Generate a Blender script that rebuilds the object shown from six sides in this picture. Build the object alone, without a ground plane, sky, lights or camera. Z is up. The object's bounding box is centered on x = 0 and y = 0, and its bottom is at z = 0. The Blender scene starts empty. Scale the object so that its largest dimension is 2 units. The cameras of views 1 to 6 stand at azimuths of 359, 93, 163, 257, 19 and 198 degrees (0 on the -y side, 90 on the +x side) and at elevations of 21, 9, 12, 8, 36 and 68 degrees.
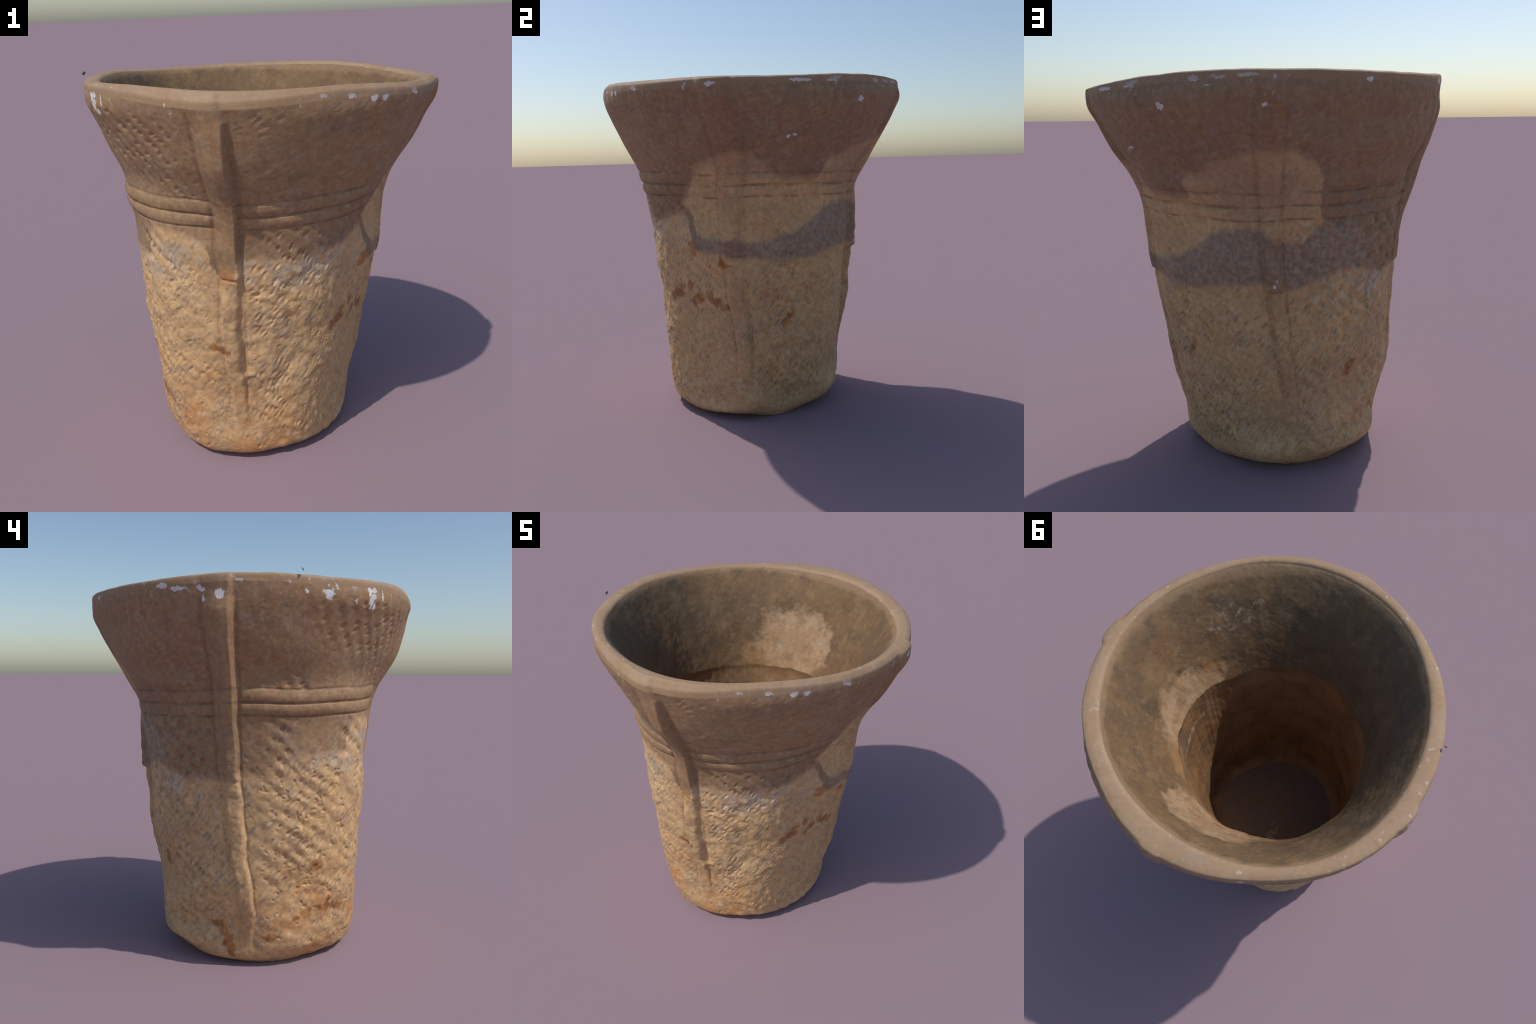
"""Ancient flared pottery beaker: a squarish tapering body with four vertical
corner ribs, two raised bands around the neck, a flared collar with a thick
rounded lip, and a stepped, dark interior.  Everything is generated
from profiles, harmonic lobes and procedural rules."""
import bpy, math
import numpy as np

TAU = 2 * math.pi
N_THETA = 1152                      # columns around the vessel

# ----------------------------------------------------------------------------
# 1. OUTER FORM.  At each height fraction t the horizontal section is a circle
#    plus lean (1st harmonic), oval (2nd), triangular (3rd) and square (4th)
#    lobes:  R(theta) = a0 + sum a_k cos(k theta) + b_k sin(k theta)
# ----------------------------------------------------------------------------
SECTIONS = [
    # t      radius   lean x  lean y   oval            tri             square          five            six
    (0.000, (0.436, -0.097, -0.030, 0.005, 0.012, 0.006, 0.001, -0.008, 0.003, -0.005, 0.012, 0.003, 0.005)),
    (0.025, (0.503, -0.093, -0.039, 0.002, 0.006, 0.006, -0.004, -0.004, -0.009, 0.004, 0.003, 0.000, -0.001)),
    (0.060, (0.531, -0.103, -0.024, -0.005, 0.005, 0.012, -0.005, -0.001, 0.000, 0.007, -0.004, 0.012, 0.002)),
    (0.120, (0.534, -0.095, -0.033, 0.003, 0.016, 0.006, -0.007, 0.004, 0.006, -0.001, 0.001, 0.006, -0.012)),
    (0.220, (0.557, -0.092, -0.023, 0.013, 0.010, 0.003, -0.002, -0.001, -0.002, 0.011, 0.009, -0.001, -0.007)),
    (0.340, (0.586, -0.086, -0.009, 0.010, 0.009, 0.008, -0.003, -0.003, -0.001, 0.004, 0.004, 0.007, -0.001)),
    (0.460, (0.607, -0.071, -0.014, 0.012, 0.012, 0.005, 0.000, 0.000, 0.000, 0.007, 0.001, 0.009, -0.004)),
    (0.560, (0.626, -0.059, -0.012, 0.015, 0.000, 0.001, -0.008, 0.001, -0.013, 0.006, -0.009, 0.003, -0.005)),
    (0.640, (0.637, -0.065, -0.009, 0.007, -0.002, 0.006, 0.000, 0.003, -0.001, 0.008, 0.004, 0.007, -0.002)),
    (0.700, (0.653, -0.061, -0.011, 0.010, -0.004, 0.003, 0.003, 0.008, 0.001, 0.004, 0.005, 0.001, 0.001)),
    (0.760, (0.683, -0.042, -0.010, 0.009, 0.000, 0.000, 0.005, 0.007, -0.007, 0.003, 0.005, -0.007, 0.004)),
    (0.840, (0.772, -0.029, 0.010, -0.001, -0.004, 0.002, 0.009, 0.000, -0.009, -0.002, -0.004, 0.000, 0.003)),
    (0.910, (0.836, -0.011, 0.015, 0.001, 0.006, 0.000, 0.014, -0.001, -0.004, 0.002, 0.001, -0.003, 0.005)),
    (0.955, (0.868, -0.007, 0.013, -0.002, 0.009, 0.004, 0.007, 0.003, -0.002, 0.003, 0.000, -0.001, 0.005)),
    (1.000, (0.870, -0.014, -0.004, -0.005, -0.007, 0.014, 0.003, 0.009, -0.012, 0.000, 0.001, -0.003, 0.006)),
]
RIM_HEIGHT = (1.942, -0.024, 0.002, -0.001, 0.004, -0.009, -0.001, -0.002, 0.001, 0.003, 0.002, 0.001, -0.004)

# four corner ribs: heights z, azimuth of the crest (degrees), half width,
# and how far the crest stands proud at each of the section heights above
RIBS = [
    dict(z=(0.42, .55, .9, 1.1, 1.26, 1.4, 1.67, 1.84, 1.94),
         a=(-107, -108.5, -108, -107, -107, -106, -106, -105.5, -108), w=4.5, slant=1.0, step=1.09,
         h=(0.000, 0.000, 0.000, 0.003, 0.015, 0.024, 0.024, 0.026, 0.030, 0.027, 0.030, 0.041, 0.033, 0.018, 0.006)),
    dict(z=(.15, .36, .58, .80, 1.07, 1.35, 1.45, 1.58, 1.75, 1.9),
         a=(-2.5, -3.5, -4.5, -6.5, -7, -7, -4.5, -5, -6.5, -8), w=5.2, slant=0.0, step=1.0,
         h=(-0.003, 0.001, -0.001, 0.002, 0.024, 0.024, 0.018, 0.005, 0.023, 0.020, 0.020, 0.022, 0.018, 0.022, 0.018)),
    dict(z=(.41, .5, .65, .85, 1.0, 1.23, 1.6, 1.7, 1.9),
         a=(86.5, 85, 83, 80.5, 78, 77, 76, 76, 76.5), w=3.7, slant=0.0, step=0.99,
         h=(0.004, 0.004, 0.011, 0.001, 0.006, 0.027, 0.034, 0.031, 0.024, 0.011, 0.024, 0.014, 0.012, 0.013, 0.006)),
    dict(z=(.3, .55, .85, 1.1, 1.3, 1.47, 1.65, 1.87),
         a=(166, 163.5, 160, 158.5, 157.5, 158, 157.5, 157.5), w=4.2, slant=1.0, step=1.015,
         h=(0.000, 0.000, 0.003, 0.010, 0.016, 0.017, 0.020, 0.017, 0.025, 0.047, 0.055, 0.039, 0.029, 0.018, 0.010)),
]

T_KNOTS = np.array([s[0] for s in SECTIONS])
LOBES = np.array([s[1] for s in SECTIONS])


def harmonics(theta):
    return np.stack([np.ones_like(theta)] + [f(k * theta) for k in range(1, 7)
                                             for f in (np.cos, np.sin)], -1)


def spline(knots, values, t):
    """cubic Hermite through the knots, finite-difference tangents"""
    values = np.asarray(values, float)
    n = len(knots)
    lo, hi = np.maximum(np.arange(n) - 1, 0), np.minimum(np.arange(n) + 1, n - 1)
    shape = (n,) + (1,) * (values.ndim - 1)
    m = (values[hi] - values[lo]) / (knots[hi] - knots[lo]).reshape(shape)
    t = np.clip(t, knots[0], knots[-1])
    k = np.clip(np.searchsorted(knots, t, side='right') - 1, 0, n - 2)
    h = knots[k + 1] - knots[k]
    x = (t - knots[k]) / h
    if values.ndim > 1:
        x, h = x[..., None], h[..., None]
    return ((2*x**3 - 3*x**2 + 1) * values[k] + (x**3 - 2*x**2 + x) * h * m[k]
            + (-2*x**3 + 3*x**2) * values[k + 1] + (x**3 - x**2) * h * m[k + 1])


def smooth(a, b, x):
    x = np.clip((x - a) / (b - a), 0, 1)
    return x * x * (3 - 2 * x)


def wrap(d):
    return (d + math.pi) % TAU - math.pi


_rng = np.random.default_rng(7)
_table = _rng.random(4096) * 2 - 1


def value_noise(x, y, z, seed=0):
    """smooth lattice noise in -1..1"""
    xi, yi, zi = np.floor(x).astype(int), np.floor(y).astype(int), np.floor(z).astype(int)
    fx, fy, fz = x - xi, y - yi, z - zi
    fx, fy, fz = [f * f * (3 - 2 * f) for f in (fx, fy, fz)]

    def corner(i, j, k):
        return _table[((xi + i) * 73 + (yi + j) * 1571 + (zi + k) * 3313 + seed * 911) % 4096]
    out = 0
    for i in (0, 1):
        for j in (0, 1):
            for k in (0, 1):
                out = out + corner(i, j, k) * ((fx if i else 1 - fx) * (fy if j else 1 - fy)
                                               * (fz if k else 1 - fz))
    return out


def fractal(x, y, z, scale, octaves=4, seed=0, gain=.5):
    total, amp, norm = 0, 1.0, 0
    x, y, z = .64 * x + .48 * y - .60 * z, -.60 * x + .80 * y, .48 * x + .36 * y + .80 * z
    for o in range(octaves):
        total = total + amp * value_noise(x * scale, y * scale, z * scale, seed + o)
        norm += amp
        amp *= gain
        scale *= 2.03
        # turn the lattice between octaves so that no grid direction shows
        x, y, z = .36 * x + .48 * y - .80 * z, -.80 * x + .60 * y, .48 * x + .64 * y + .60 * z
    return total / norm


# ---- rows of stamped dashes; the same rule drives the deposits in the shader
SEAM = 158.0                              # azimuth where the rows start (on a rib)
ROW_PITCH, DASH_PITCH = 0.066, 0.027
ROW_SLOPE_BODY, ROW_SLOPE_COLLAR = math.radians(38), math.radians(60)


def stamped_rows(theta, z):
    """(pit strength 0..1) of the corded rows that slant down to the right"""
    phi = (np.degrees(theta) - SEAM) % 360
    s = np.radians(phi) * .64
    drift = fractal(np.cos(theta) * .65, np.sin(theta) * .65, z, 7, 2, 130)
    drift2 = fractal(np.cos(theta) * .65, np.sin(theta) * .65, z, 16, 2, 140)

    def rows(slope, pitch, seed):
        ca, sa = math.cos(slope), math.sin(slope)
        u = s * sa + z * ca + .012 * np.sin(4.3 * s + 5.1 * z) + .007 * np.sin(9.7 * z - 7.9 * s + 1) + .005 * np.sin(23 * s + 17 * z)
        u = u + .010 * drift
        v = s * ca - z * sa + .010 * drift2 + .006 * np.sin(11 * s + 7 * z + 2) + .004 * np.sin(31 * z + 19 * s)
        r = np.floor(u / pitch)
        across = .5 + .5 * np.cos(TAU * (u / pitch - r - .5))
        # one dash per cell, each with its own offset, size and depth; many are worn away
        c = np.floor(v / DASH_PITCH)
        dent = 0
        for k in (-1, 0, 1):
            h = ((r * 57 + (c + k) * 131).astype(int) * 7 + seed) % 4096
            ju, jv, js = _table[h], _table[(h * 3 + 11) % 4096], _table[(h * 5 + 29) % 4096]
            du = (u / pitch - r - .5 - .16 * ju) / (.21 + .06 * js)
            dv = (v / DASH_PITCH - c - k - .5 - .22 * jv) / (.36 + .08 * ju)
            dent = np.maximum(dent, np.exp(-(du ** 2 + dv ** 2) ** 1.5) * smooth(-.55, .5, js))
        return dent, across
    body, across_b = rows(ROW_SLOPE_BODY, ROW_PITCH, 3)
    collar, across_c = rows(ROW_SLOPE_COLLAR, ROW_PITCH * .9, 900)
    k = smooth(1.42, 1.46, z)
    return body * (1 - k) + collar * k, across_b * (1 - k) + across_c * k


# where the stamping is strong: (azimuth, collar strength, body strength)
STAMP_AZ = np.radians(np.array([-180, -165, -150, -125, -112, -100, -85, -60, -42, -28, -12, 3, 15, 35, 60, 74, 80, 95, 130, 150, 163, 171, 180]))
STAMP_COLLAR = np.array([.9, 1., .9, .8, .2, .9, .8, .6, .5, .5, .2, .3, .7, .7, .5, .1, .1, .15, .4, .5, .1, .4, .9])
STAMP_BODY = np.array([1., 1., .95, .8, .2, .6, .8, .75, .6, .5, .1, .2, .95, 1., .95, .15, .15, .95, 1., .9, .05, .15, 1.])

BAND_TOP, BAND_MID, BAND_LOW = 1.452, 1.388, 1.326


def band_lines(theta):
    """the three edges of the two neck bands waver a little around the pot"""
    w = .011 * np.cos(theta + 2.0) + .004 * np.sin(5 * theta) + .003 * np.sin(9 * theta + 1)
    return BAND_TOP + w * 1.3, BAND_MID + w, BAND_LOW + w * .9


def rib_distance(i, theta, z):
    r = RIBS[i]
    c = np.radians(np.interp(z, r['z'], r['a']))
    c = c + smooth(1.2, 1.0, z) * (np.radians(.5) * np.sin(13 * z + i) + np.radians(.3) * np.sin(29 * z + 2 * i))
    thin = .18 if i in (0, 3) else .12                  # thinner tail below the slip
    taper = np.interp(z, [.4, r['step'] - .02, r['step'] + .01], [1 - 1.4 * thin, 1 - .7 * thin, 1.0])
    return wrap(theta - c) / (math.radians(r['w']) * taper)


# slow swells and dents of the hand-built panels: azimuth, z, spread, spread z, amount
SWELLS = [(132, .31, 14, .075, .038), (135, .37, 10, .06, .014), (146, .17, 7, .05, .022), (128, .08, 12, .06, -.018),
          (130, 1.49, 18, .05, .034), (130, 1.36, 16, .045, -.020), (45, 1.47, 18, .04, .026), (148, 1.51, 9, .05, -.013),
          (108, 1.48, 15, .045, .022), (26, 1.07, 11, .12, .022), (14, 1.75, 16, .10, -.028), (-142, 1.53, 12, .08, -.012),
          (-36, 1.05, 9, .12, -.016), (60, .17, 12, .06, .012), (-75, .55, 12, .15, .010), (-40, .18, 10, .08, .022),
          (-18, 1.1, 8, .12, -.018), (-94, .58, 8, .2, .018), (-125, .75, 12, .15, -.008), (150, .55, 8, .2, -.006),
          (14, 1.42, 12, .08, -.010), (5, 1.53, 9, .06, -.014), (-38, .88, 7, .08, .010), (115, 1.17, 12, .08, -.008),
          (-115, 1.33, 7, .06, -.010)]


def outer_radius(theta, t, relief=True):
    """theta, t: 2D arrays -> radius, height"""
    B = harmonics(theta)
    zr = B @ np.array(RIM_HEIGHT)
    z = t * zr
    R = (spline(T_KNOTS, LOBES, t) * B).sum(-1)
    for a, hz, spread, spread_z, amount in SWELLS:
        R = R + amount * np.exp(-(wrap(theta - math.radians(a)) / math.radians(spread)) ** 2 - ((z - hz) / spread_z) ** 2)
    x, y = np.cos(theta) * .65, np.sin(theta) * .65
    near_rib = np.zeros_like(R)
    for i, rib in enumerate(RIBS):
        d = rib_distance(i, theta, z)
        h = spline(T_KNOTS, rib['h'], t)
        body = np.exp(-np.abs(d) ** 6)
        if rib['slant']:                # face rises to a crest, then drops sharply
            crest = (.30 + .72 * smooth(-1.2, .22, d)) * smooth(-1.25, -.85, d) * smooth(1.2, .72, d)
            k = rib['slant'] * smooth(.95, 1.1, z)
            body = body * (1 - k) + crest * k
        ragged = 1 + .45 * fractal(x, y, z, 14, 3, 40 + i) * smooth(1.25, 1.0, z)
        upper = smooth(rib['step'] - .006, rib['step'] + .006, z)    # the slipped strip ends in a blunt step
        R = R + (h + (.006 if rib['slant'] else .010) * upper * smooth(1.9, 1.7, z)) * body * ragged
        R = R - .0045 * np.exp(-((np.abs(d) - 1.22) / .18) ** 2) * smooth(.25, .4, z) * smooth(1.92, 1.8, z)
        R = R - .006 * np.exp(-np.abs(d / 1.1) ** 6 - ((z - rib['step'] + .012) / .008) ** 2)
        near_rib = np.maximum(near_rib, np.exp(-(np.abs(d) / 1.35) ** 6))
    if not relief:
        return R, z
    off = 1 - near_rib

    # neck bands: two flat fillets with incised lines above, between and below
    l1, l2, l3 = band_lines(theta)
    az = np.degrees(theta)
    crisp = np.interp(az, [-180, -110, -60, -35, -10, 5, 25, 60, 72, 92, 100, 150, 180],
                      [1, 1, .85, .8, .4, .95, .95, .85, .3, .25, .85, .85, 1])
    crisp = crisp * (.75 + .35 * fractal(x, y, z * .2, 9, 2, 60))
    band = smooth(l1 + .006, l1 - .004, z) * smooth(l3 - .006, l3 + .004, z)
    swell = .5 + .5 * np.cos(np.clip((z - (l1 + l2) / 2) / (l1 - l2), -.5, .5) * TAU) \
        + .5 + .5 * np.cos(np.clip((z - (l2 + l3) / 2) / (l2 - l3), -.5, .5) * TAU)
    proud = np.interp(az, [-180, -60, -20, 60, 100, 150, 180], [1, 1, .7, .5, .5, .7, 1])
    R = R + off * crisp * (.006 * proud * band + .006 * swell * band)
    for line, depth in ((l1, .006), (l2, .011), (l3, .007)):
        R = R - off * crisp * depth * np.exp(-((z - line) / .0062) ** 2)

    # stamped rows
    pits, across = stamped_rows(theta, z)
    k = smooth(1.43, 1.47, z)
    strength = np.interp(theta, STAMP_AZ, STAMP_BODY) * (1 - k) + np.interp(theta, STAMP_AZ, STAMP_COLLAR) * k
    strength = strength * off * (1 - band)
    strength = strength * smooth(.06, .2, z) * smooth(1.90, 1.85, z)
    worn = smooth(-.34, .26, fractal(x, y, z, 5, 3, 20))
    strength = strength * (.04 + .96 * worn) * (1 + .5 * smooth(-30, 0, az) * smooth(165, 150, az))
    bare = smooth(-42, -30, az) * smooth(75, 60, az) * smooth(1.03, 1.1, z) * smooth(1.6, 1.5, z)
    strength = strength * (1 - .9 * bare)
    R = R - strength * (.0082 * pits * (1 - .25 * k) + .0046 * (across - .5) * (1 - k * .5))

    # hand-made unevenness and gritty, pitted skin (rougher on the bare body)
    rough = smooth(1.25, 1.05, z) * (1 - .35 * smooth(-45, -20, az) * smooth(150, 100, az)) \
        * (.35 + .65 * np.interp(theta, STAMP_AZ, STAMP_BODY)) + .22
    rough = rough * (1 - .5 * near_rib)
    R = R + .0045 * fractal(x, y, z, 6, 3, 3) + rough * .0070 * fractal(x, y, z, 12, 2, 5)
    R = R + rough * .0052 * fractal(x, y, z, 22, 2, 8)
    grit = fractal(x, y, z, 44, 2, 12)
    R = R - rough * .0042 * smooth(.34, .65, grit)
    # single holes: azimuth, z, size, depth
    for a, hz, size, depth in ((-96, .996, .012, .02), (158, .382, .011, .012), (138, 1.841, .010, .01),
                               (-147, .731, .010, .012), (18, 1.129, .011, .014), (-88, .48, .03, .006)):
        d2 = (wrap(theta - math.radians(a)) * .63) ** 2 + (z - hz) ** 2
        R = R - depth * np.exp(-d2 / size ** 2)
    # hooked notch at the foot of the front rib
    d = np.hypot(wrap(theta - math.radians(-101)) * .6, (z - .50) * 1.0)
    R = R + .010 * np.exp(-((d - .045) / .016) ** 2) * smooth(.47, .53, z)
    d = wrap(theta - math.radians(-103)) * .6
    R = R - .008 * np.exp(-(d / .02) ** 2) * smooth(.5, .6, z) * smooth(.95, .8, z)
    # chipped foot
    chip = fractal(x, y, z * .5, 7, 3, 31)
    R = R - smooth(.09, .0, z) * .008 * smooth(.1, .6, chip)
    return R, z


# ----------------------------------------------------------------------------
# 2. ONE CONTINUOUS SKIN: underside -> outer wall -> lip -> bowl -> well -> floor
# ----------------------------------------------------------------------------
theta = np.linspace(-math.pi, math.pi, N_THETA, endpoint=False)
rows_x, rows_y, rows_z, row_part = [], [], [], []


def add_rows(r, z, part):
    th = np.broadcast_to(theta, r.shape)
    rows_x.append(r * np.cos(th))
    rows_y.append(r * np.sin(th))
    rows_z.append(np.broadcast_to(z, r.shape))
    row_part.extend([part] * r.shape[0])


def grid(t):
    return np.meshgrid(theta, t, indexing='xy')


# outer wall
t_rows = np.concatenate([np.linspace(0, .03, 16, endpoint=False), np.linspace(.03, .981, 520)])
TH, TT = grid(t_rows)
R_out, Z_out = outer_radius(TH, TT)
foot_r = R_out[0]

# underside, very slightly hollow
under = np.concatenate([[.0004], np.linspace(.03, .985, 25)])[:, None]
thu, _ = grid(np.zeros(26))
dome = .010 * (1 - under ** 2) + .004 * (fractal(np.cos(thu) * under * .5, np.sin(thu) * under * .5, 0 * thu, 7, 3, 50) + 1) * (1 - under ** 6)
add_rows(foot_r * under, dome, 'base')
add_rows(R_out, Z_out, 'wall')

# lip: rounded outer edge, gently crowned top, rounded inner edge
zr = harmonics(theta) @ np.array(RIM_HEIGHT)
r_top, z_top = R_out[-1], Z_out[-1]
r_plain = (harmonics(theta) * LOBES[-1])[:, :7].sum(-1)             # rim circle without the ribs
lip_width = .077 + .009 * np.cos(theta - 2.1) + .003 * np.sin(5 * theta)
lip_prof = [(.004, .22), (.015, .58), (.05, .86), (.14, .97), (.42, 1.0), (.66, .99), (.84, .92), (.95, .76), (1.0, .56)]
lp = np.array(lip_prof)
f = np.linspace(0, 1, 34)
arc = np.concatenate([[0], np.cumsum(np.hypot(np.diff(lp[:, 0]), np.diff(lp[:, 1]) * .35))])
arc /= arc[-1]
frac_r = spline(arc, lp[:, 0], f)[:, None]
frac_z = spline(arc, lp[:, 1], f)[:, None]
thl, _ = grid(f)
nick = fractal(np.cos(thl), np.sin(thl), .12 * frac_r + 0 * thl, 8, 3, 70)
lip_r = r_top + (r_plain - r_top) * smooth(0, .9, frac_r) - lip_width * frac_r + .003 * nick
# the crown of the lip rises inwards, most of all on the front-left side
crown = .004 + .027 * np.exp(-(wrap(theta + 1.88) / .50) ** 2) + .010 * np.exp(-(wrap(theta + .6) / .6) ** 2)
lip_z = z_top + (zr - z_top) * frac_z + crown * smooth(.02, .42, frac_r) \
    + .0025 * nick * smooth(.0, .1, frac_r)
add_rows(lip_r, lip_z, 'lip')

# bowl: straight cone from the lip down to the step above the well
r_in, z_in = lip_r[-1], lip_z[-1]
STEP_Z = 1.385
g = np.linspace(0, 1, 150)[1:, None]
thb, _ = grid(g[:, 0])
ledge_r = .512 - .050 * np.cos(theta) - .012 * np.sin(theta) + .006 * np.sin(3 * theta + 1) + .010 * fractal(np.cos(theta), np.sin(theta), 0 * theta, 3, 3, 160)
step_z = STEP_Z + .012 * np.sin(2 * theta + 1) + .020 * fractal(np.cos(theta), np.sin(theta), 0 * theta, 3, 3, 150)
wall_swell = np.interp(np.degrees(theta), [-180, -146, -110, -60, -20, 30, 90, 130, 180],
                       [.014, .012, .034, .036, .036, .024, .030, .030, .014])
bowl_z = z_in * (1 - g) + step_z * g
bowl_r = r_in * (1 - g) + ledge_r * g - wall_swell * np.sin(math.pi * np.clip(g, 0, 1) ** .72) ** .85 \
    + .046 * np.exp(-(wrap(theta - .80) / .55) ** 2) * np.sin(math.pi * g ** .8)
bx, by = np.cos(thb) * .65, np.sin(thb) * .65
bowl_r = bowl_r + .006 * fractal(bx, by, bowl_z, 5, 4, 80) + .003 * fractal(bx, by, bowl_z, 22, 3, 84)


def patch_hollow(th, z, a, zc, half_a, half_z, depth):
    """a shallow hollow with an uneven bed"""
    e = np.hypot(wrap(th - math.radians(a)) / math.radians(half_a), (z - zc) / half_z)
    e = e + .22 * fractal(np.cos(th), np.sin(th), z, 5, 3, 90)
    return depth * smooth(1.2, .75, e) + depth * .4 * fractal(np.cos(th), np.sin(th), z, 12, 3, 95) * smooth(1.15, .9, e)


bowl_r = bowl_r + patch_hollow(thb, bowl_z, 80, 1.53, 26, .21, .012) + patch_hollow(thb, bowl_z, -9, 1.42, 33, .17, .012)
add_rows(bowl_r, bowl_z, 'bowl')

# well: small overhanging step, then a slowly tapering shaft
FLOOR_Z = .205
q = np.linspace(0, 1, 130)[1:, None]
thw, _ = grid(q[:, 0])
depth_z = [0, .05, .12, .5, .88, .95, .985, 1]
drop = np.interp(q, np.linspace(0, 1, 130)[[0, 8, 16, 60, 104, 114, 122, 129]], depth_z)
well_z = bowl_z[-1] * (1 - drop) + FLOOR_Z * drop
inward = spline(np.array(depth_z), np.array([0, -.002, .003, .020, .044, .057, .080, .114]), drop)
lean = drop * np.array(-.035) * np.cos(thw) - drop * .012 * np.sin(thw)
well_r = bowl_r[-1] - inward + lean \
    + smooth(0, .12, drop) * (-.010 - .001 * np.cos(thw) + .008 * np.cos(2 * thw) - .009 * np.sin(thw))
wx, wy = np.cos(thw) * .5, np.sin(thw) * .5
well_r = well_r + (.011 * fractal(wx, wy, well_z, 5, 4, 100, .6) + .0025 * np.sin(19 * well_z + 2 * thw + 3 * np.sin(thw))) * smooth(0, .04, drop)
add_rows(well_r, well_z, 'well')
fl = np.concatenate([np.linspace(1, .03, 49)[1:], [.0004]])[:, None]
thf, _ = grid(fl[:, 0])
floor_r = well_r[-1] * fl
floor_z = FLOOR_Z - .012 * (1 - fl ** 2) + .005 * fractal(np.cos(thf) * fl * .4, np.sin(thf) * fl * .4, 0 * thf, 9, 3, 110) * (1 - fl ** 8)
add_rows(floor_r, floor_z, 'floor')

X, Y, Z = np.concatenate(rows_x), np.concatenate(rows_y), np.concatenate(rows_z)
Z = Z - Z.min()
P = np.stack([X, Y, Z], -1)
N_ROWS = P.shape[0]
row_part = np.array(row_part)

# normals of the whole skin, so that the parts share their shading at the borders
dth = np.roll(P, -1, 1) - np.roll(P, 1, 1)
dv = np.gradient(P, axis=0)
NRM = np.cross(dth, dv)
NRM /= np.linalg.norm(NRM, axis=-1, keepdims=True) + 1e-12

# ---- which part each quad belongs to
quad_th = theta + math.pi / N_THETA
qz = .25 * (Z[:-1] + Z[1:] + np.roll(Z[:-1], -1, 1) + np.roll(Z[1:], -1, 1))
label = np.empty(qz.shape, dtype=object)
quad_row = row_part[1:]
for name, part in (('base', 'base'), ('lip', 'rim_lip'), ('bowl', 'inner_bowl'),
                   ('well', 'inner_well'), ('floor', 'inner_floor')):
    label[quad_row == name] = part
wall = quad_row == 'wall'
wz, wth = qz[wall], np.broadcast_to(quad_th, qz.shape)[wall]
l1, l2, l3 = band_lines(wth)
wl = np.full(wz.shape, 'lower_body', dtype=object)
wl[wz > l3] = 'neck_band#1'
wl[wz > l2] = 'neck_band'
wl[wz > l1] = 'flared_collar'
RIB_SPAN = [(.43, 1.93), (.10, 1.93), (.40, 1.93), (.22, 1.93)]
for i in range(4):
    d = rib_distance(i, wth, wz)
    wl[(np.abs(d) < 1.12) & (wz > RIB_SPAN[i][0]) & (wz < RIB_SPAN[i][1])] = 'vertical_rib' + ('#%d' % i if i else '')
label[wall] = wl

# ----------------------------------------------------------------------------
# 3. MATERIALS.  A small expression layer over shader Math nodes.
# ----------------------------------------------------------------------------


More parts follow.
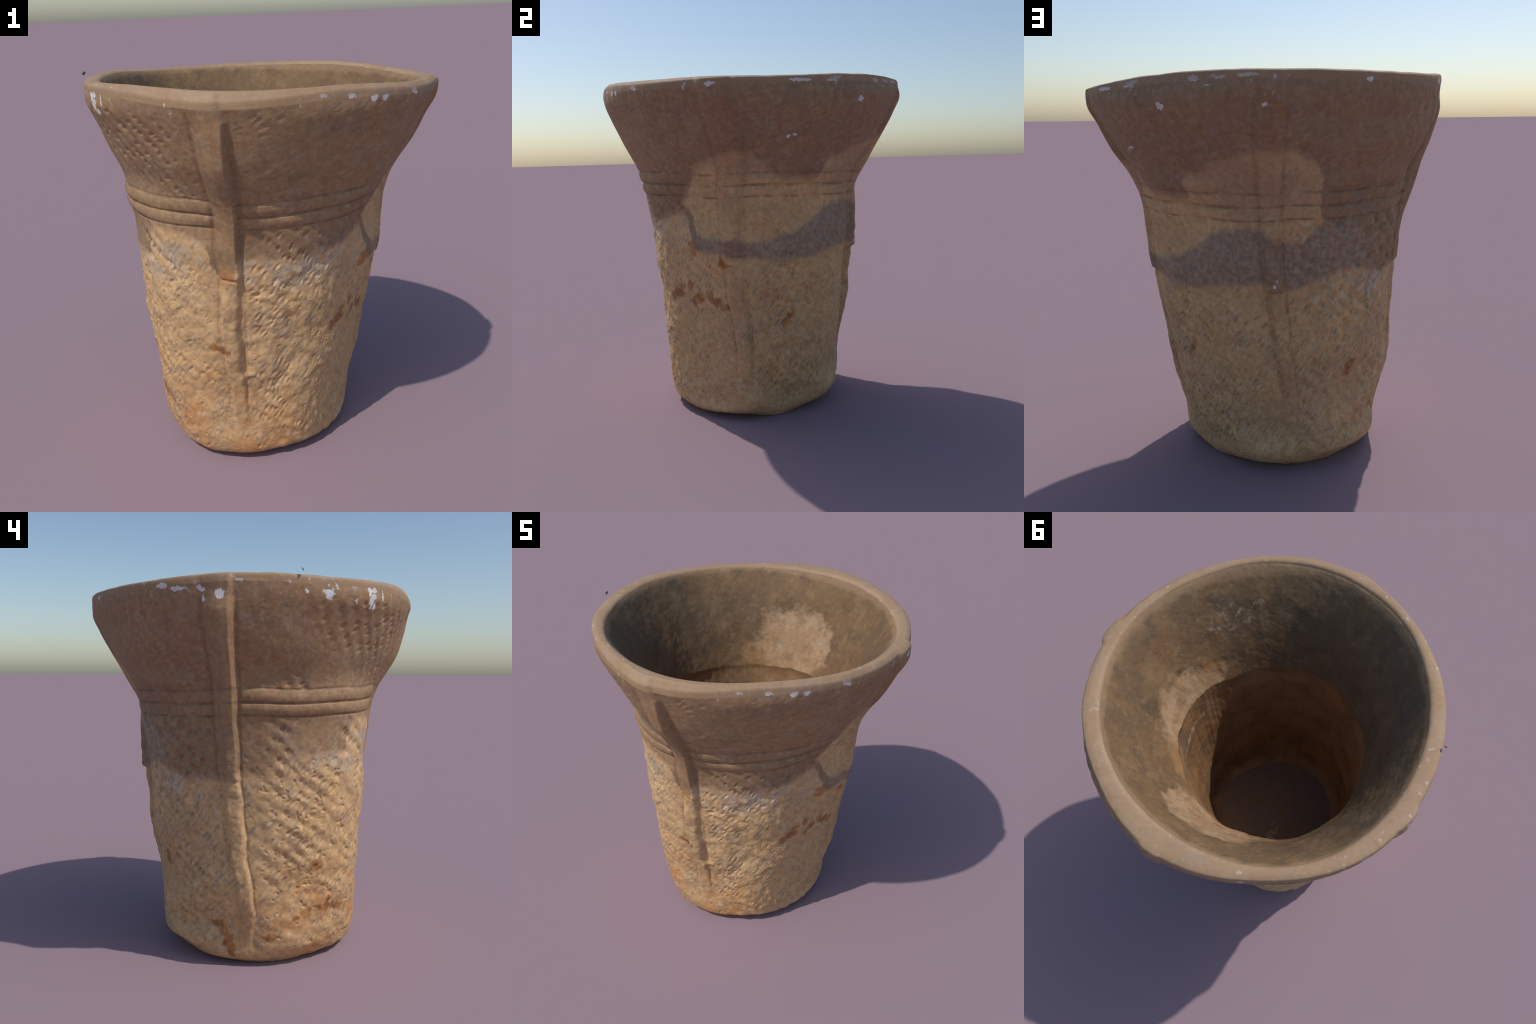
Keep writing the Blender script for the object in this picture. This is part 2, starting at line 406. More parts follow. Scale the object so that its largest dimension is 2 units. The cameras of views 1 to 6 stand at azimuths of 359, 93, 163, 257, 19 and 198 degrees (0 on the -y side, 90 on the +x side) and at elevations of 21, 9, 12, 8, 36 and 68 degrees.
class Graph:
    def __init__(self, name):
        self.mat = bpy.data.materials.new(name)
        self.mat.use_nodes = True
        self.tree = self.mat.node_tree
        self.bsdf = self.tree.nodes['Principled BSDF']
        self.obj = self.tree.nodes.new('ShaderNodeTexCoord').outputs['Object']
        sep = self.tree.nodes.new('ShaderNodeSeparateXYZ')
        self.tree.links.new(self.obj, sep.inputs[0])
        self.x, self.y, self.z = (V(self, s) for s in sep.outputs)
        self.az = fn(self, 'ARCTAN2', self.y, self.x) * (180 / math.pi)     # degrees

    def link(self, value, socket):
        if isinstance(value, V):
            value = value.s
        if isinstance(value, bpy.types.NodeSocket):
            self.tree.links.new(value, socket)
        else:
            socket.default_value = value

    def noise(self, scale, detail=4, rough=.55, vec=None, distortion=0.0, stretch=None, shift=(0, 0, 0)):
        n = self.tree.nodes.new('ShaderNodeTexNoise')
        n.inputs['Scale'].default_value = scale
        n.inputs['Detail'].default_value = detail
        n.inputs['Roughness'].default_value = rough
        n.inputs['Distortion'].default_value = distortion
        src = vec or self.obj
        m = self.tree.nodes.new('ShaderNodeMapping')
        m.inputs['Location'].default_value = shift
        m.inputs['Scale'].default_value = stretch or (1, 1, 1)
        self.link(src, m.inputs[0])
        self.link(m.outputs[0], n.inputs['Vector'])
        return V(self, n.outputs['Fac'])

    def voronoi(self, scale, feature='F1', out='Distance', rand=1.0, stretch=(1, 1, 1)):
        n = self.tree.nodes.new('ShaderNodeTexVoronoi')
        n.feature = feature
        n.inputs['Scale'].default_value = scale
        n.inputs['Randomness'].default_value = rand
        m = self.tree.nodes.new('ShaderNodeMapping')
        m.inputs['Scale'].default_value = stretch
        self.link(self.obj, m.inputs[0])
        self.link(m.outputs[0], n.inputs['Vector'])
        return V(self, n.outputs[out])

    def mix(self, fac, a, b):
        n = self.tree.nodes.new('ShaderNodeMix')
        n.data_type = 'RGBA'
        col = [s for s in n.inputs if s.type == 'RGBA']
        self.link(fac, n.inputs[0])
        for v, s in ((a, col[0]), (b, col[1])):
            self.link(v if not isinstance(v, tuple) else (*v, 1.0), s)
        return [s for s in n.outputs if s.type == 'RGBA'][0]

    def scale_colour(self, col, k):
        n = self.tree.nodes.new('ShaderNodeVectorMath')
        n.operation = 'SCALE'
        self.link(col, n.inputs[0])
        self.link(k, n.inputs['Scale'])
        return n.outputs[0]

    def curve_of_azimuth(self, points, az=None):
        """piecewise-linear height (0..2 m) as a function of azimuth"""
        n = self.tree.nodes.new('ShaderNodeFloatCurve')
        c = n.mapping.curves[0]
        pts = [((a + 180) / 360, zz / 2) for a, zz in points]
        c.points[0].location = pts[0]
        c.points[1].location = pts[-1]
        for p in pts[1:-1]:
            c.points.new(*p)
        for p in c.points:
            p.handle_type = 'VECTOR'
        n.mapping.update()
        self.link(((az or self.az) + 180) * (1 / 360), n.inputs['Value'])
        return V(self, n.outputs[0]) * 2

    def curve_of_height(self, points):
        """azimuth as a function of height, piecewise linear"""
        n = self.tree.nodes.new('ShaderNodeFloatCurve')
        c = n.mapping.curves[0]
        pts = [(zz / 2, (a + 180) / 360) for zz, a in points]
        c.points[0].location = pts[0]
        c.points[1].location = pts[-1]
        for p in pts[1:-1]:
            c.points.new(*p)
        for p in c.points:
            p.handle_type = 'VECTOR'
        n.mapping.extend = 'HORIZONTAL'
        n.mapping.update()
        self.link(self.z * .5, n.inputs['Value'])
        return V(self, n.outputs[0]) * 360 - 180

    def spot(self, a, z, half_a, half_z, az=None, zz=None):
        """soft elliptical blob: 1 in the middle, 0 outside the half axes"""
        d = (az or self.az) - a
        if abs(a) + half_a > 178:
            d = fn(self, 'MODULO', d + 540, 360.0) - 180
        d = d * (1 / half_a)
        e = ((zz or self.z) - z) * (1 / half_z)
        return (1 - (d * d + e * e)).clamp()


class V:
    def __init__(self, g, s):
        self.g, self.s = g, s

    def __add__(self, o): return fn(self.g, 'ADD', self, o)
    def __radd__(self, o): return fn(self.g, 'ADD', o, self)
    def __sub__(self, o): return fn(self.g, 'SUBTRACT', self, o)
    def __rsub__(self, o): return fn(self.g, 'SUBTRACT', o, self)
    def __mul__(self, o): return fn(self.g, 'MULTIPLY', self, o)
    def __rmul__(self, o): return fn(self.g, 'MULTIPLY', o, self)
    def __neg__(self): return fn(self.g, 'MULTIPLY', self, -1.0)
    def max(self, o): return fn(self.g, 'MAXIMUM', self, o)
    def min(self, o): return fn(self.g, 'MINIMUM', self, o)
    def floor(self): return fn(self.g, 'FLOOR', self)
    def sin(self): return fn(self.g, 'SINE', self)
    def cos(self): return fn(self.g, 'COSINE', self)
    def clamp(self): return self.step(0, 1, 'LINEAR')

    def step(self, a, b, kind='SMOOTHSTEP'):
        """0 at a, 1 at b"""
        n = self.g.tree.nodes.new('ShaderNodeMapRange')
        n.interpolation_type = kind
        n.clamp = True
        self.g.link(self, n.inputs[0])
        lo, hi, out = (a, b, (0.0, 1.0)) if b > a else (b, a, (1.0, 0.0))
        n.inputs[1].default_value, n.inputs[2].default_value = lo, hi
        n.inputs[3].default_value, n.inputs[4].default_value = out
        return V(self.g, n.outputs[0])


def fn(g, op, a, b=None):
    n = g.tree.nodes.new('ShaderNodeMath')
    n.operation = op
    g.link(a, n.inputs[0])
    if b is not None:
        g.link(b, n.inputs[1])
    return V(g, n.outputs[0])


def finish(g, colour, rough=.8, bump=None, strength=.25, distance=.01, spec=.25):
    g.link(colour, g.bsdf.inputs['Base Color'])
    g.link(rough, g.bsdf.inputs['Roughness'])
    g.bsdf.inputs['Specular IOR Level'].default_value = spec
    if bump is not None:
        b = g.tree.nodes.new('ShaderNodeBump')
        b.inputs['Strength'].default_value = strength
        b.inputs['Distance'].default_value = distance
        g.link(bump, b.inputs['Height'])
        g.link(b.outputs[0], g.bsdf.inputs['Normal'])
    return g.mat


# edge heights of the dark slip: lower edge of the whole slip, lower edge of the
# collar slip, and upper edge of the drip band below the worn window
SLIP_LOW = [(-180, 1.11), (-160, 1.143), (-148, 1.14), (-144, 1.31), (-131, 1.31), (-124, 1.295), (-115, 1.25),
            (-112.5, 1.09), (-104.5, 1.09), (-103, 1.185), (-87, 1.174), (-80, 1.155), (-71, 1.187), (-55, 1.195),
            (-44, 1.235), (-38, 1.24), (-34, 1.19), (-30, 1.045), (-26, 1.03), (-11, 1.015), (-6, .995), (1, .99), (11, .98),
            (29, .97), (43, .985), (56, 1.015), (68, 1.02), (74, 1.03), (76, .985), (82, .99), (96, 1.005), (104, 1.05), (111, 1.07),
            (126, 1.045), (144, 1.015), (158, 1.015), (163, 1.05), (172, 1.053), (180, 1.11)]
SLIP_COLLAR = [(-180, 1.0), (-42, 1.0), (-38, 1.27), (-34, 1.32), (-30, 1.36), (-23, 1.473), (-11, 1.537), (-1, 1.558),
               (5, 1.54), (11, 1.472), (20, 1.418), (40, 1.418), (41.5, 1.50), (50, 1.53), (53, 1.56), (61, 1.595), (71, 1.622),
               (80, 1.633), (86, 1.617), (93, 1.572), (96, 1.48), (98, 1.30), (101, 1.0), (180, 1.0)]
DRIP_TOP = [(-180, 1.3), (-40, 1.3), (-36, 1.28), (-33, 1.25), (-29, 1.17), (-26, 1.10), (-11, 1.092), (-5, 1.10), (1, 1.067),
            (11, 1.08), (29, 1.131), (43, 1.20), (53, 1.26), (64, 1.28), (72, 1.272), (75, 1.24), (82, 1.21), (91, 1.20),
            (96, 1.28), (101, 1.3), (180, 1.3)]
# rusty stains: azimuth, height, half axes
STAINS = [(-32, 1.035, 3.5, .045), (-39, .821, 2.5, .03), (-50, .76, 5, .03), (-56, .735, 3, .03), (-46, .80, 3, .02),
          (-115, .703, 4, .018), (-111, .69, 2, .02), (-13, .96, 2.5, .035), (-12, .945, 3.5, .015),
          (-25, .765, 3, .035), (-20, .73, 4, .028), (-14.5, .70, 4, .022), (-33, .745, 3, .03), (-37, .72, 2.5, .03),
          (29, .66, 1.6, .03), (26.5, .63, 1.6, .03), (23.5, .60, 1.8, .03), (118, .54, 3, .05), (150, .232, 5, .02),
          (154, .20, 2.6, .035), (156, .15, 2.6, .045), (158, .095, 2.2, .04), (-165, .297, 3.5, .03), (-156, .308, 5, .018),
          (-149, .308, 4, .02), (177, .178, 3.5, .025), (-161, .551, 3.5, .03), (-154, .33, 1.6, .05), (-146, .29, 2.2, .02),
          (-171, .27, 2, .02)]
# chips of white lime on the rim
CHIPS = [(-152, 1.918, 1.6, .024), (-151, 1.868, 1.3, .04), (-75, 1.925, 1, .013), (-66, 1.912, 1.8, .015), (-54, 1.892, 1.7, .018),
         (-40, 1.898, 2, .02), (158.5, 1.875, 1.9, .034), (153, 1.905, 1.5, .018), (153.5, 1.862, .9, .024), (146, 1.905, 4, .014), (141, 1.92, 3, .02),
         (-168.5, 1.897, 3.2, .016), (-168, 1.878, 1.4, .02), (-176, 1.896, 1.2, .013), (-150, 1.925, 2, .018), (-145, 1.90, .9, .03), (-150, 1.895, 1.8, .018),
         (-149, 1.852, 1, .022), (-158, 1.868, 1.2, .018), (21, 1.892, 5.5, .013), (33, 1.898, 3, .012), (45, 1.815, .9, .02), (22, 1.639, 1.6, .009),
         (19, 1.632, 1, .009), (-40, 1.893, 2.5, .013), (-58, 1.895, 2, .018), (75, 1.812, .9, .013), (56, 1.915, 2.5, .014), (63, 1.918, 3.5, .01), (71, 1.925, 4, .012),
         (104, 1.912, 1.8, .014), (35, 1.912, 3, .016), (46, 1.81, .8, .02), (-8, 1.881, 2.5, .012), (78, 1.02, .8, .012), (79, 1.045, .6, .012)]


def lime_chips(g, rim_z):
    """white lime on the rim: the larger chips, and small flecks all round"""
    caz = g.az + (g.noise(40, 2, shift=(5, 2, 3)) - .5) * 3.2
    cz = g.z + (g.noise(44, 2, shift=(3, 5, 1)) - .5) * .03
    lime = None
    for a, zz, ha, hz in CHIPS:
        m = g.spot(a, zz, ha * .8, hz * .85, caz, cz)
        lime = m if lime is None else lime.max(m)
    flecks = g.noise(30, 2, shift=(0, 7, 7)).step(.64, .71) * (g.z - rim_z).step(-.11, -.03) \
        * g.noise(4, 2, shift=(6, 2, 7)).step(.42, .56)
    return lime.step(.12, .45).max(flecks * .8)


def pottery_material():
    g = Graph('weathered_slipped_clay')
    big, mid, fine = g.noise(2.6, 3, shift=(3, 1, 2)), g.noise(9, 5, shift=(1, 5, 0)), g.noise(38, 4, .6)
    edge = (g.noise(11, 5, .6, shift=(7, 7, 1)) - .5)
    az = g.az + (g.noise(13, 3, shift=(2, 9, 4)) - .5) * 7
    z = g.z + edge * .06

    # --- bare clay: buff, with pinkish and ochre clouds
    clay = g.mix(big.step(.35, .65), (.575, .362, .172), (.510, .322, .165))
    clay = g.mix(mid.step(.45, .75) * .6, clay, (.640, .435, .225))
    clay = g.mix(g.noise(5, 4, shift=(9, 2, 6)).step(.52, .72) * .55, clay, (.45, .255, .135))
    clay = g.mix(g.noise(10, 5, .65, shift=(2, 7, 5)).step(.50, .68) * .5, clay, (.53, .295, .130))
    clay = g.mix(g.noise(13, 5, .65, shift=(8, 3, 1)).step(.54, .70) * .28, clay, (.34, .255, .18))
    # orange firing blush near the foot on the sunny side
    blush = g.spot(-135, .20, 75, .48).max(g.spot(-100, .02, 70, .25)) * g.noise(6, 4, shift=(4, 4, 4)).step(.36, .62)
    clay = g.mix(blush * .85, clay, (.56, .265, .095))
    ochre = g.spot(35, .33, 45, .35) * g.noise(12, 4, shift=(0, 3, 8)).step(.48, .66)
    clay = g.mix(ochre * .55, clay, (.40, .20, .075))
    # pale lime bloom and grey grime
    clay = g.mix(g.noise(16, 4, .6, shift=(5, 0, 5)).step(.60, .74) * .5, clay, (.60, .48, .36))
    bloom = (g.spot(-70, 1.13, 45, .17).max(g.spot(-150, 1.12, 30, .12)).max(g.spot(130, .98, 40, .14))
             .max(g.spot(-130, 1.17, 26, .10))) * g.noise(15, 4, shift=(6, 1, 1)).step(.40, .62)
    clay = g.mix(bloom * .6, clay, (.46, .40, .33))
    clay = g.mix(g.noise(4, 3, shift=(1, 1, 9)).step(.5, .7) * .12, clay, (.36, .26, .17))

    # --- dark slip: brown with reddish, olive and violet-grey clouds
    slip = g.mix(big.step(.38, .62), (.292, .172, .093), (.315, .197, .104))
    slip = g.mix(g.noise(7, 4, shift=(2, 2, 7)).step(.50, .68) * .55, slip, (.325, .165, .082))
    slip = g.mix(g.noise(6, 4, shift=(8, 0, 2)).step(.53, .70) * .5, slip, (.235, .165, .122))
    slip = g.mix(g.noise(17, 4, .6, shift=(0, 6, 2)).step(.52, .72) * .6, slip, (.40, .275, .158))
    slip = g.mix(g.noise(26, 3, .6, shift=(3, 3, 3)).step(.60, .74) * .45, slip, (.39, .31, .235))
    slip = g.mix(g.noise(10, 5, .65, shift=(4, 1, 8)).step(.55, .72) * .55, slip, (.185, .112, .062))
    front = g.spot(-125, 1.6, 80, .6)
    slip = g.mix(front * .22, slip, (.340, .220, .112))
    back = g.spot(60, 1.65, 110, .55)
    slip = g.mix(back * .55, slip, g.mix(g.noise(8, 4, shift=(6, 6, 0)).step(.4, .62), (.325, .186, .108), (.280, .180, .122)))
    # pale dust in the drip band
    dust = g.spot(40, 1.10, 55, .22).max(g.spot(112, 1.17, 30, .2)) * g.noise(30, 4, .6, shift=(1, 8, 1)).step(.52, .68)
    slip = g.mix(dust * .55, slip, (.34, .32, .29))

    drip_zone = g.spot(50, 1.12, 85, .30).step(0, .35)
    slip = g.mix(drip_zone * (mid.step(.3, .7) * .5 + .4), slip, g.mix(fine.step(.35, .65), (.300, .210, .150), (.360, .265, .190)))
    low = g.curve_of_azimuth(SLIP_LOW, az)
    collar = g.curve_of_azimuth(SLIP_COLLAR, az)
    drip = g.curve_of_azimuth(DRIP_TOP, az)
    below = (low - z).step(-.022, .024)
    window = (collar - z).step(-.022, .024).min((z - drip).step(-.022, .024))
    bare = below.max(window)
    col = g.mix(bare, slip, clay)
    # thin pinkish fringe of worn slip, and a darker tide line at the drip's foot
    worn = g.mix(mid.step(.3, .7), (.34, .195, .125), (.36, .235, .15))
    fringe = (low - z).step(-.05, .0).min((low - z).step(.03, .0)).max((collar - z).step(-.035, 0).min((collar - z).step(.05, 0)).min((z - drip).step(.0, .05)))
    col = g.mix(fringe * .5 * fine.step(.35, .6), col, worn)
    pink_window = g.spot(70, 1.46, 32, .2).max(g.spot(2, 1.49, 18, .1)) * window
    col = g.mix(pink_window * .7, col, (.34, .205, .13))

    # --- deposits in the stamped rows (same rule as the relief)
    phi = fn(g, 'MODULO', g.az - SEAM + 720, 360.0)
    s = phi * (math.pi / 180 * .64)

    def rows(slope, pitch):
        ca, sa = math.cos(slope), math.sin(slope)
        u = (s * sa + g.z * ca + (s * 4.3 + g.z * 5.1).sin() * .012 + (g.z * 9.7 - s * 7.9 + 1).sin() * .007
             + (s * 23 + g.z * 17).sin() * .005)
        v = s * ca - g.z * sa + (s * 11 + g.z * 7 + 2).sin() * .006 + (g.z * 31 + s * 19).sin() * .004
        cells = g.tree.nodes.new('ShaderNodeCombineXYZ')
        warp = g.noise(9, 3, shift=(pitch * 90, 1, 4)) - .5
        g.link(u * (1 / pitch) + warp * .5, cells.inputs[0])
        g.link(v * (1 / DASH_PITCH) + warp * .7, cells.inputs[1])
        vor = g.tree.nodes.new('ShaderNodeTexVoronoi')
        vor.voronoi_dimensions = '2D'
        vor.inputs['Scale'].default_value = 1.0
        vor.inputs['Randomness'].default_value = .28
        g.link(cells.outputs[0], vor.inputs['Vector'])
        sep = g.tree.nodes.new('ShaderNodeSeparateColor')
        g.link(vor.outputs['Color'], sep.inputs[0])
        keep, size = V(g, sep.outputs[0]).step(.12, .5), V(g, sep.outputs[1])
        return (V(g, vor.outputs['Distance']) - size * .16).step(.36, .12) * keep
    pits_body, pits_collar = rows(ROW_SLOPE_BODY, ROW_PITCH), rows(ROW_SLOPE_COLLAR, ROW_PITCH * .9)
    collar_zone = g.z.step(1.42, 1.46)
    patchy = g.noise(6, 4, .6, shift=(5, 5, 0)).step(.38, .54)
    plain = g.spot(10, 1.30, 55, .30).max(g.z.step(.17, .07))
    speck = pits_body * g.z.step(1.30, 1.26) * patchy * (1 - plain.clamp()) * g.noise(45, 2).step(.32, .5)
    col = g.mix(speck * .6, col, (.235, .188, .145))
    glint = pits_collar * collar_zone * g.noise(6, 3, shift=(2, 0, 9)).step(.44, .62) * g.z.step(1.88, 1.82)
    col = g.mix(glint * .33, col, (.36, .29, .24))
    # scattered grey grit pits and reddish grains
    grit = g.voronoi(42).step(.20, .08) * g.noise(8, 3, shift=(3, 8, 3)).step(.50, .62) * bare
    col = g.mix(grit * .65, col, (.15, .13, .12))
    grains = g.voronoi(30, stretch=(1, 1, 1.3)).step(.16, .07) * g.noise(9, 3, shift=(7, 1, 6)).step(.54, .64) * bare
    col = g.mix(grains * .6, col, (.28, .13, .06))

    # --- incised neck lines are coloured dark
    for k, base_z in ((1.3, BAND_TOP), (1.0, BAND_MID), (.9, BAND_LOW)):
        th = g.az * (math.pi / 180)
        w = (th + 2.0).cos() * .011 + (th * 5).sin() * .004 + (th * 9 + 1).sin() * .003
        d = g.z - base_z - w * k
        groove = (d * d).step(.00006, .00001) * g.noise(9, 3, shift=(9, 9, 9)).step(.40, .58)
        col = g.mix(groove * .45, col, (.10, .075, .06))

    # --- ribs: slightly redder strips, thin dark lines along their foot
    for i, rib in enumerate(RIBS):
        crest = g.curve_of_height(list(zip(rib['z'], rib['a'])))
        d = (g.az - crest) * (1 / rib['w'])
        d2 = d * d
        strip = d2.step(1.2, .7) * g.z.step(.35, .5) * g.z.step(1.92, 1.86)
        col = g.mix(strip * g.noise(9, 4, shift=(i, 4, 2)).step(.3, .6) * (.40 if rib['slant'] else .60), col,
                    g.mix(bare, (.36, .225, .118) if rib['slant'] else (.30, .150, .075), (.52, .325, .16) if rib['slant'] else (.43, .255, .13)))
        foot = d2.step(1.0, 1.35) * d2.step(2.2, 1.6) * g.z.step(.4, .5) * g.z.step(1.9, 1.8) * g.noise(11, 4, shift=(4, i, 9)).step(.38, .56)
        col = g.mix(foot * (.25 if rib['slant'] else .12), col, (.17, .115, .075))

    # --- rusty stains
    saz = g.az + (g.noise(26, 3, shift=(1, 2, 3)) - .5) * 6
    sz = g.z + (g.noise(30, 3, shift=(3, 2, 1)) - .5) * .05
    stain = None
    for a, zz, ha, hz in STAINS:
        m = g.spot(a, zz, ha * 1.3, hz * 1.3, saz, sz)
        stain = m if stain is None else stain.max(m)
    rust = g.mix(g.noise(22, 3).step(.42, .6), (.40, .160, .040), (.25, .100, .045))
    col = g.mix(stain.step(.05, .75) * (g.noise(18, 3, shift=(2, 8, 8)).step(.3, .55) * .35 + .55), col, rust)
    tip = g.spot(-108, 1.10, 5, .06)
    col = g.mix(tip * .8, col, (.50, .24, .08))
    # dark navy round blotch in the drip
    col = g.mix(g.spot(-6, 1.045, 6.5, .062, saz).step(.0, .6) * .35, col, (.17, .11, .08))

    # --- rim wear and lime chips
    rim_z = 1.939 - .026 * g.az.__mul__(math.pi / 180).cos()
    top = (g.z - rim_z + (g.noise(9, 4, shift=(6, 0, 6)) - .5) * .10).step(-.085, -.025) * g.noise(7, 4, shift=(1, 4, 4)).step(.35, .6)
    col = g.mix(top * .55, col, (.36, .23, .145))
    lime = lime_chips(g, rim_z)
    col = g.mix(lime * .92, col, (.66, .64, .64))

    col = g.scale_colour(col, fine.step(.25, .75) * .34 + .84)
    bump = g.noise(60, 4, .65) * .7 + g.noise(150, 2) * .3
    return finish(g, col, rough=(.78 - mid * .15), bump=bump, strength=.35, distance=.006)


def lip_material():
    g = Graph('worn_rim_clay')
    col = g.mix(g.noise(5, 4).step(.35, .65), (.335, .215, .125), (.365, .242, .148))
    col = g.mix(g.noise(14, 4, shift=(4, 0, 1)).step(.52, .7) * .55, col, (.33, .19, .105))
    col = g.mix(g.noise(9, 4, shift=(1, 6, 1)).step(.56, .7) * .4, col, (.28, .215, .165))
    rim_z = 1.939 - .026 * (g.az * (math.pi / 180)).cos()
    edge = (g.z - rim_z + (g.noise(9, 4, shift=(6, 0, 6)) - .5) * .06).step(-.035, .0)
    col = g.mix((1 - edge) * (g.noise(8, 4, shift=(2, 5, 2)).step(.3, .6) * .5 + .5), col, (.325, .205, .108))
    dots = g.noise(24, 2, shift=(8, 7, 3)).step(.66, .74) * g.noise(5, 2, shift=(3, 7, 8)).step(.45, .6)
    col = g.mix(dots * .8, col, (.60, .55, .50))
    col = g.mix(lime_chips(g, rim_z) * (1 - edge * .6) * .9, col, (.66, .64, .64))
    col = g.scale_colour(col, g.noise(40, 3) * .24 + .88)
    return finish(g, col, rough=.68, bump=g.noise(50, 4), strength=.25, distance=.006, spec=.35)


def bowl_material():
    g = Graph('dark_interior_clay')
    streak = g.noise(9, 5, .6, stretch=(1, 1, .35), distortion=.6)
    col = g.mix(g.noise(3, 4).step(.38, .62), (.195, .118, .058), (.155, .098, .055))
    col = g.mix(streak.step(.48, .68) * .65, col, (.270, .165, .082))
    col = g.mix(g.noise(5, 4, shift=(6, 2, 2)).step(.50, .68) * .6, col, (.185, .098, .045))
    col = g.mix(g.noise(24, 4, .6).step(.58, .72) * .35, col, (.30, .235, .165))
    col = g.mix(g.noise(7, 5, .65, shift=(3, 9, 1)).step(.50, .66) * .6, col, (.095, .068, .045))
    col = g.mix(g.noise(12, 5, .65, shift=(9, 1, 3)).step(.54, .68) * .5, col, (.25, .165, .09))
    # darker tint on the west and south-west side, strongest below the lip
    wall_dark = g.spot(-150, 1.72, 80, .6).max(g.spot(170, 1.7, 50, .5)) * g.noise(3.5, 4, shift=(1, 1, 5)).step(.28, .60)
    col = g.mix(wall_dark * .45, col, (.095, .080, .064))
    # two pale tan patches
    paz = g.az + (g.noise(9, 5, .62, shift=(2, 4, 1)) - .5) * 40
    pz = g.z + (g.noise(11, 5, .62, shift=(4, 2, 9)) - .5) * .24
    patch = g.spot(80, 1.53, 29, .23, paz, pz).max(g.spot(-9, 1.42, 38, .20, paz, pz)).step(.0, .5)
    patch_tan = g.mix(g.noise(8, 4, shift=(3, 3, 1)).step(.4, .65), (.38, .235, .130), (.43, .295, .180))
    patch_tan = g.mix(g.noise(7, 4, shift=(0, 2, 6), stretch=(1, 1, .5)).step(.53, .68) * .8, patch_tan, (.38, .19, .065))
    patch_tan = g.mix(g.noise(20, 4).step(.58, .7) * .4, patch_tan, (.48, .39, .30))
    patch_tan = g.mix(g.noise(14, 4, shift=(7, 3, 1)).step(.5, .66) * .6, patch_tan, (.24, .145, .075))
    smear = g.spot(85, 1.40, 34, .16, paz, pz).max(g.spot(20, 1.36, 40, .10, paz, pz)).step(0, .6)
    col = g.mix(smear * .6, col, (.36, .205, .085))
    col = g.mix(patch * .92, col, patch_tan)
    crust = g.spot(-55, 1.73, 24, .10) * g.noise(30, 4, .6, shift=(2, 2, 2)).step(.54, .66)
    col = g.mix(crust.clamp() * .7, col, (.46, .38, .30))
    rim_z = 1.939 - .026 * (g.az * (math.pi / 180)).cos()
    col = g.mix((g.z - rim_z + (g.noise(10, 3) - .5) * .05).step(-.045, -.015) * .6, col, (.32, .205, .12))
    col = g.scale_colour(col, g.noise(42, 4, .6) * .5 + .75)
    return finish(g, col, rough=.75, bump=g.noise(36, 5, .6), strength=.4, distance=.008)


def well_material():
    g = Graph('stained_well_clay')
    streak = g.noise(8, 5, .62, stretch=(1, 1, .7))
    col = g.mix(g.noise(4, 4).step(.38, .62), (.275, .150, .073), (.300, .178, .090))
    col = g.mix(streak.step(.48, .66) * .6, col, (.33, .165, .062))
    col = g.mix(g.noise(6, 4, shift=(5, 5, 2)).step(.44, .70) * .6, col, (.13, .085, .058))
    line = g.z + (g.noise(8, 3) - .5) * .10
    crust = g.spot(5, 1.20, 50, .03, None, line).step(.1, .6) * g.noise(38, 3).step(.46, .6)
    col = g.mix(crust * .85, col, (.48, .42, .35))
    col = g.scale_colour(col, g.noise(36, 4, .6) * .5 + .75)
    return finish(g, col, rough=.8, bump=g.noise(30, 5, .6), strength=.4, distance=.008)


def floor_material():
    g = Graph('dark_floor_clay')
    col = g.mix(g.noise(5, 4).step(.4, .6), (.215, .138, .092), (.190, .135, .108))
    col = g.mix(g.noise(9, 4, shift=(2, 2, 2)).step(.54, .68) * .6, col, (.24, .125, .065))
    px, py = g.x + .10, g.y - .13
    e = (px * px * 700 + py * py * 110)
    pale = e.step(1.2, .2) * g.noise(26, 3).step(.42, .58)
    col = g.mix(pale * .7, col, (.40, .33, .25))
    col = g.scale_colour(col, g.noise(30, 4) * .4 + .8)
    return finish(g, col, rough=.85, bump=g.noise(26, 5, .6), strength=.4, distance=.008)


def flake_material():
    g = Graph('dark_flake_clay')
    return finish(g, g.mix(g.noise(80, 2), (.06, .055, .045), (.13, .11, .085)), rough=.8)


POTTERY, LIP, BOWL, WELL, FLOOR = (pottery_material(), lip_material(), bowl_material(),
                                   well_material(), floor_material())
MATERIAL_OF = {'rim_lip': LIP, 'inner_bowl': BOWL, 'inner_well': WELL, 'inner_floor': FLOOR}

# ----------------------------------------------------------------------------
# 4. OBJECTS
# ----------------------------------------------------------------------------
root = bpy.data.objects.new('pottery_beaker', None)
bpy.context.scene.collection.objects.link(root)
root['label'] = 'ancient flared clay beaker with ribs, neck bands and worn brown slip'
root['category'] = 'pottery vessel'


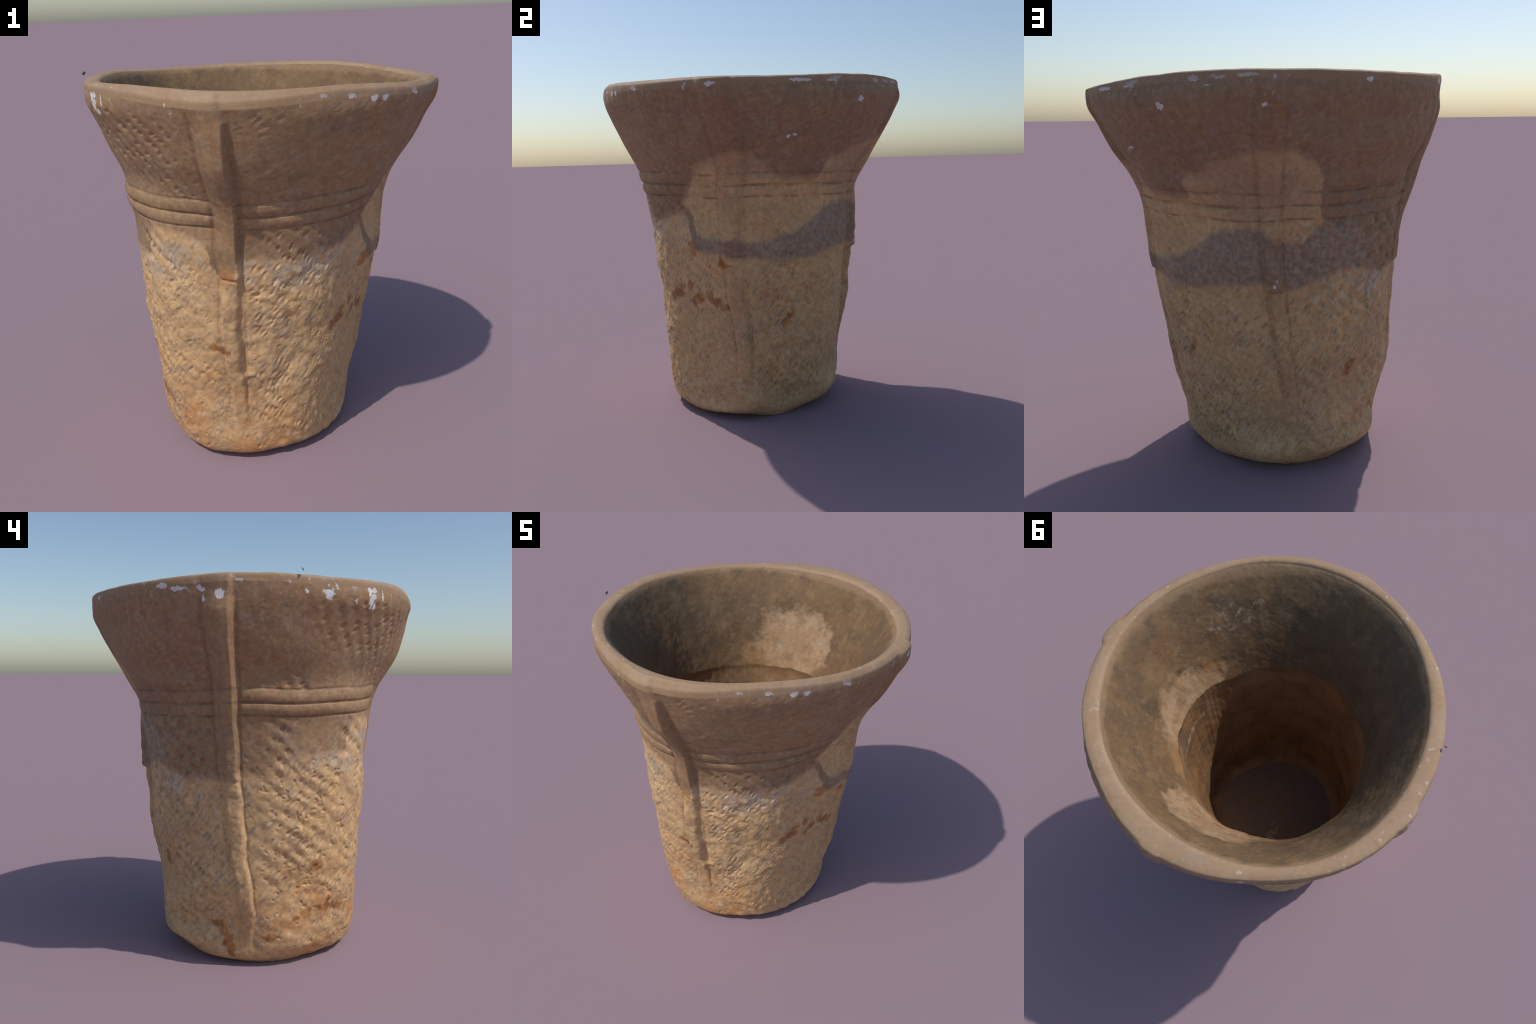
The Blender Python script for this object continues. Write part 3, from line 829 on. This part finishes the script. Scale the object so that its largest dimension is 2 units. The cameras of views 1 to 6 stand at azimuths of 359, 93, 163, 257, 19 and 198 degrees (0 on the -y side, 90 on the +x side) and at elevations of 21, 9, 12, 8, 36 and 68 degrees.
def mesh_object(name, verts, faces, normals, material):
    me = bpy.data.meshes.new(name)
    me.vertices.add(len(verts))
    me.vertices.foreach_set('co', verts.astype(np.float32).ravel())
    loops = faces.ravel()
    sizes = np.full(len(faces), faces.shape[1], dtype=np.int32)
    me.loops.add(len(loops))
    me.loops.foreach_set('vertex_index', loops.astype(np.int32))
    me.polygons.add(len(faces))
    me.polygons.foreach_set('loop_start', (np.cumsum(sizes) - sizes).astype(np.int32))
    me.polygons.foreach_set('use_smooth', np.ones(len(faces), dtype=bool))
    me.update(calc_edges=True)
    me.validate()
    if normals is not None:
        me.normals_split_custom_set_from_vertices(normals.astype(float).tolist())
    me.materials.append(material)
    ob = bpy.data.objects.new(name, me)
    bpy.context.scene.collection.objects.link(ob)
    ob.parent = root
    return ob


flat_p, flat_n = P.reshape(-1, 3), NRM.reshape(-1, 3)
ri, ci = np.meshgrid(np.arange(N_ROWS - 1), np.arange(N_THETA), indexing='ij')
cj = (ci + 1) % N_THETA
quads = np.stack([ri * N_THETA + ci, ri * N_THETA + cj, (ri + 1) * N_THETA + cj, (ri + 1) * N_THETA + ci], -1)
ORDER = ['lower_body', 'flared_collar', 'neck_band', 'neck_band#1', 'vertical_rib', 'vertical_rib#1', 'vertical_rib#2',
         'vertical_rib#3', 'rim_lip', 'inner_bowl', 'inner_well', 'inner_floor', 'base']
for part in ORDER:
    fq = quads[label == part]
    if len(fq) == 0:
        continue
    used, inv = np.unique(fq.ravel(), return_inverse=True)
    faces = inv.reshape(-1, 4)
    verts, nrm = flat_p[used], flat_n[used]
    name = part.split('#')[0]
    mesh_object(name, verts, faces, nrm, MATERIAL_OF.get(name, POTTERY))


# tiny loose flake at the rim's west side
fv = np.array([(-.888, -.037, 1.990), (-.869, -.046, 1.987), (-.873, -.030, 1.9995), (-.880, -.042, 1.981), (-.866, -.040, 1.996)])
ff = np.array([(0, 1, 2), (0, 3, 1), (0, 2, 3), (1, 4, 2), (1, 3, 4), (2, 4, 3)])
mesh_object('loose_flake', fv, ff, None, flake_material())
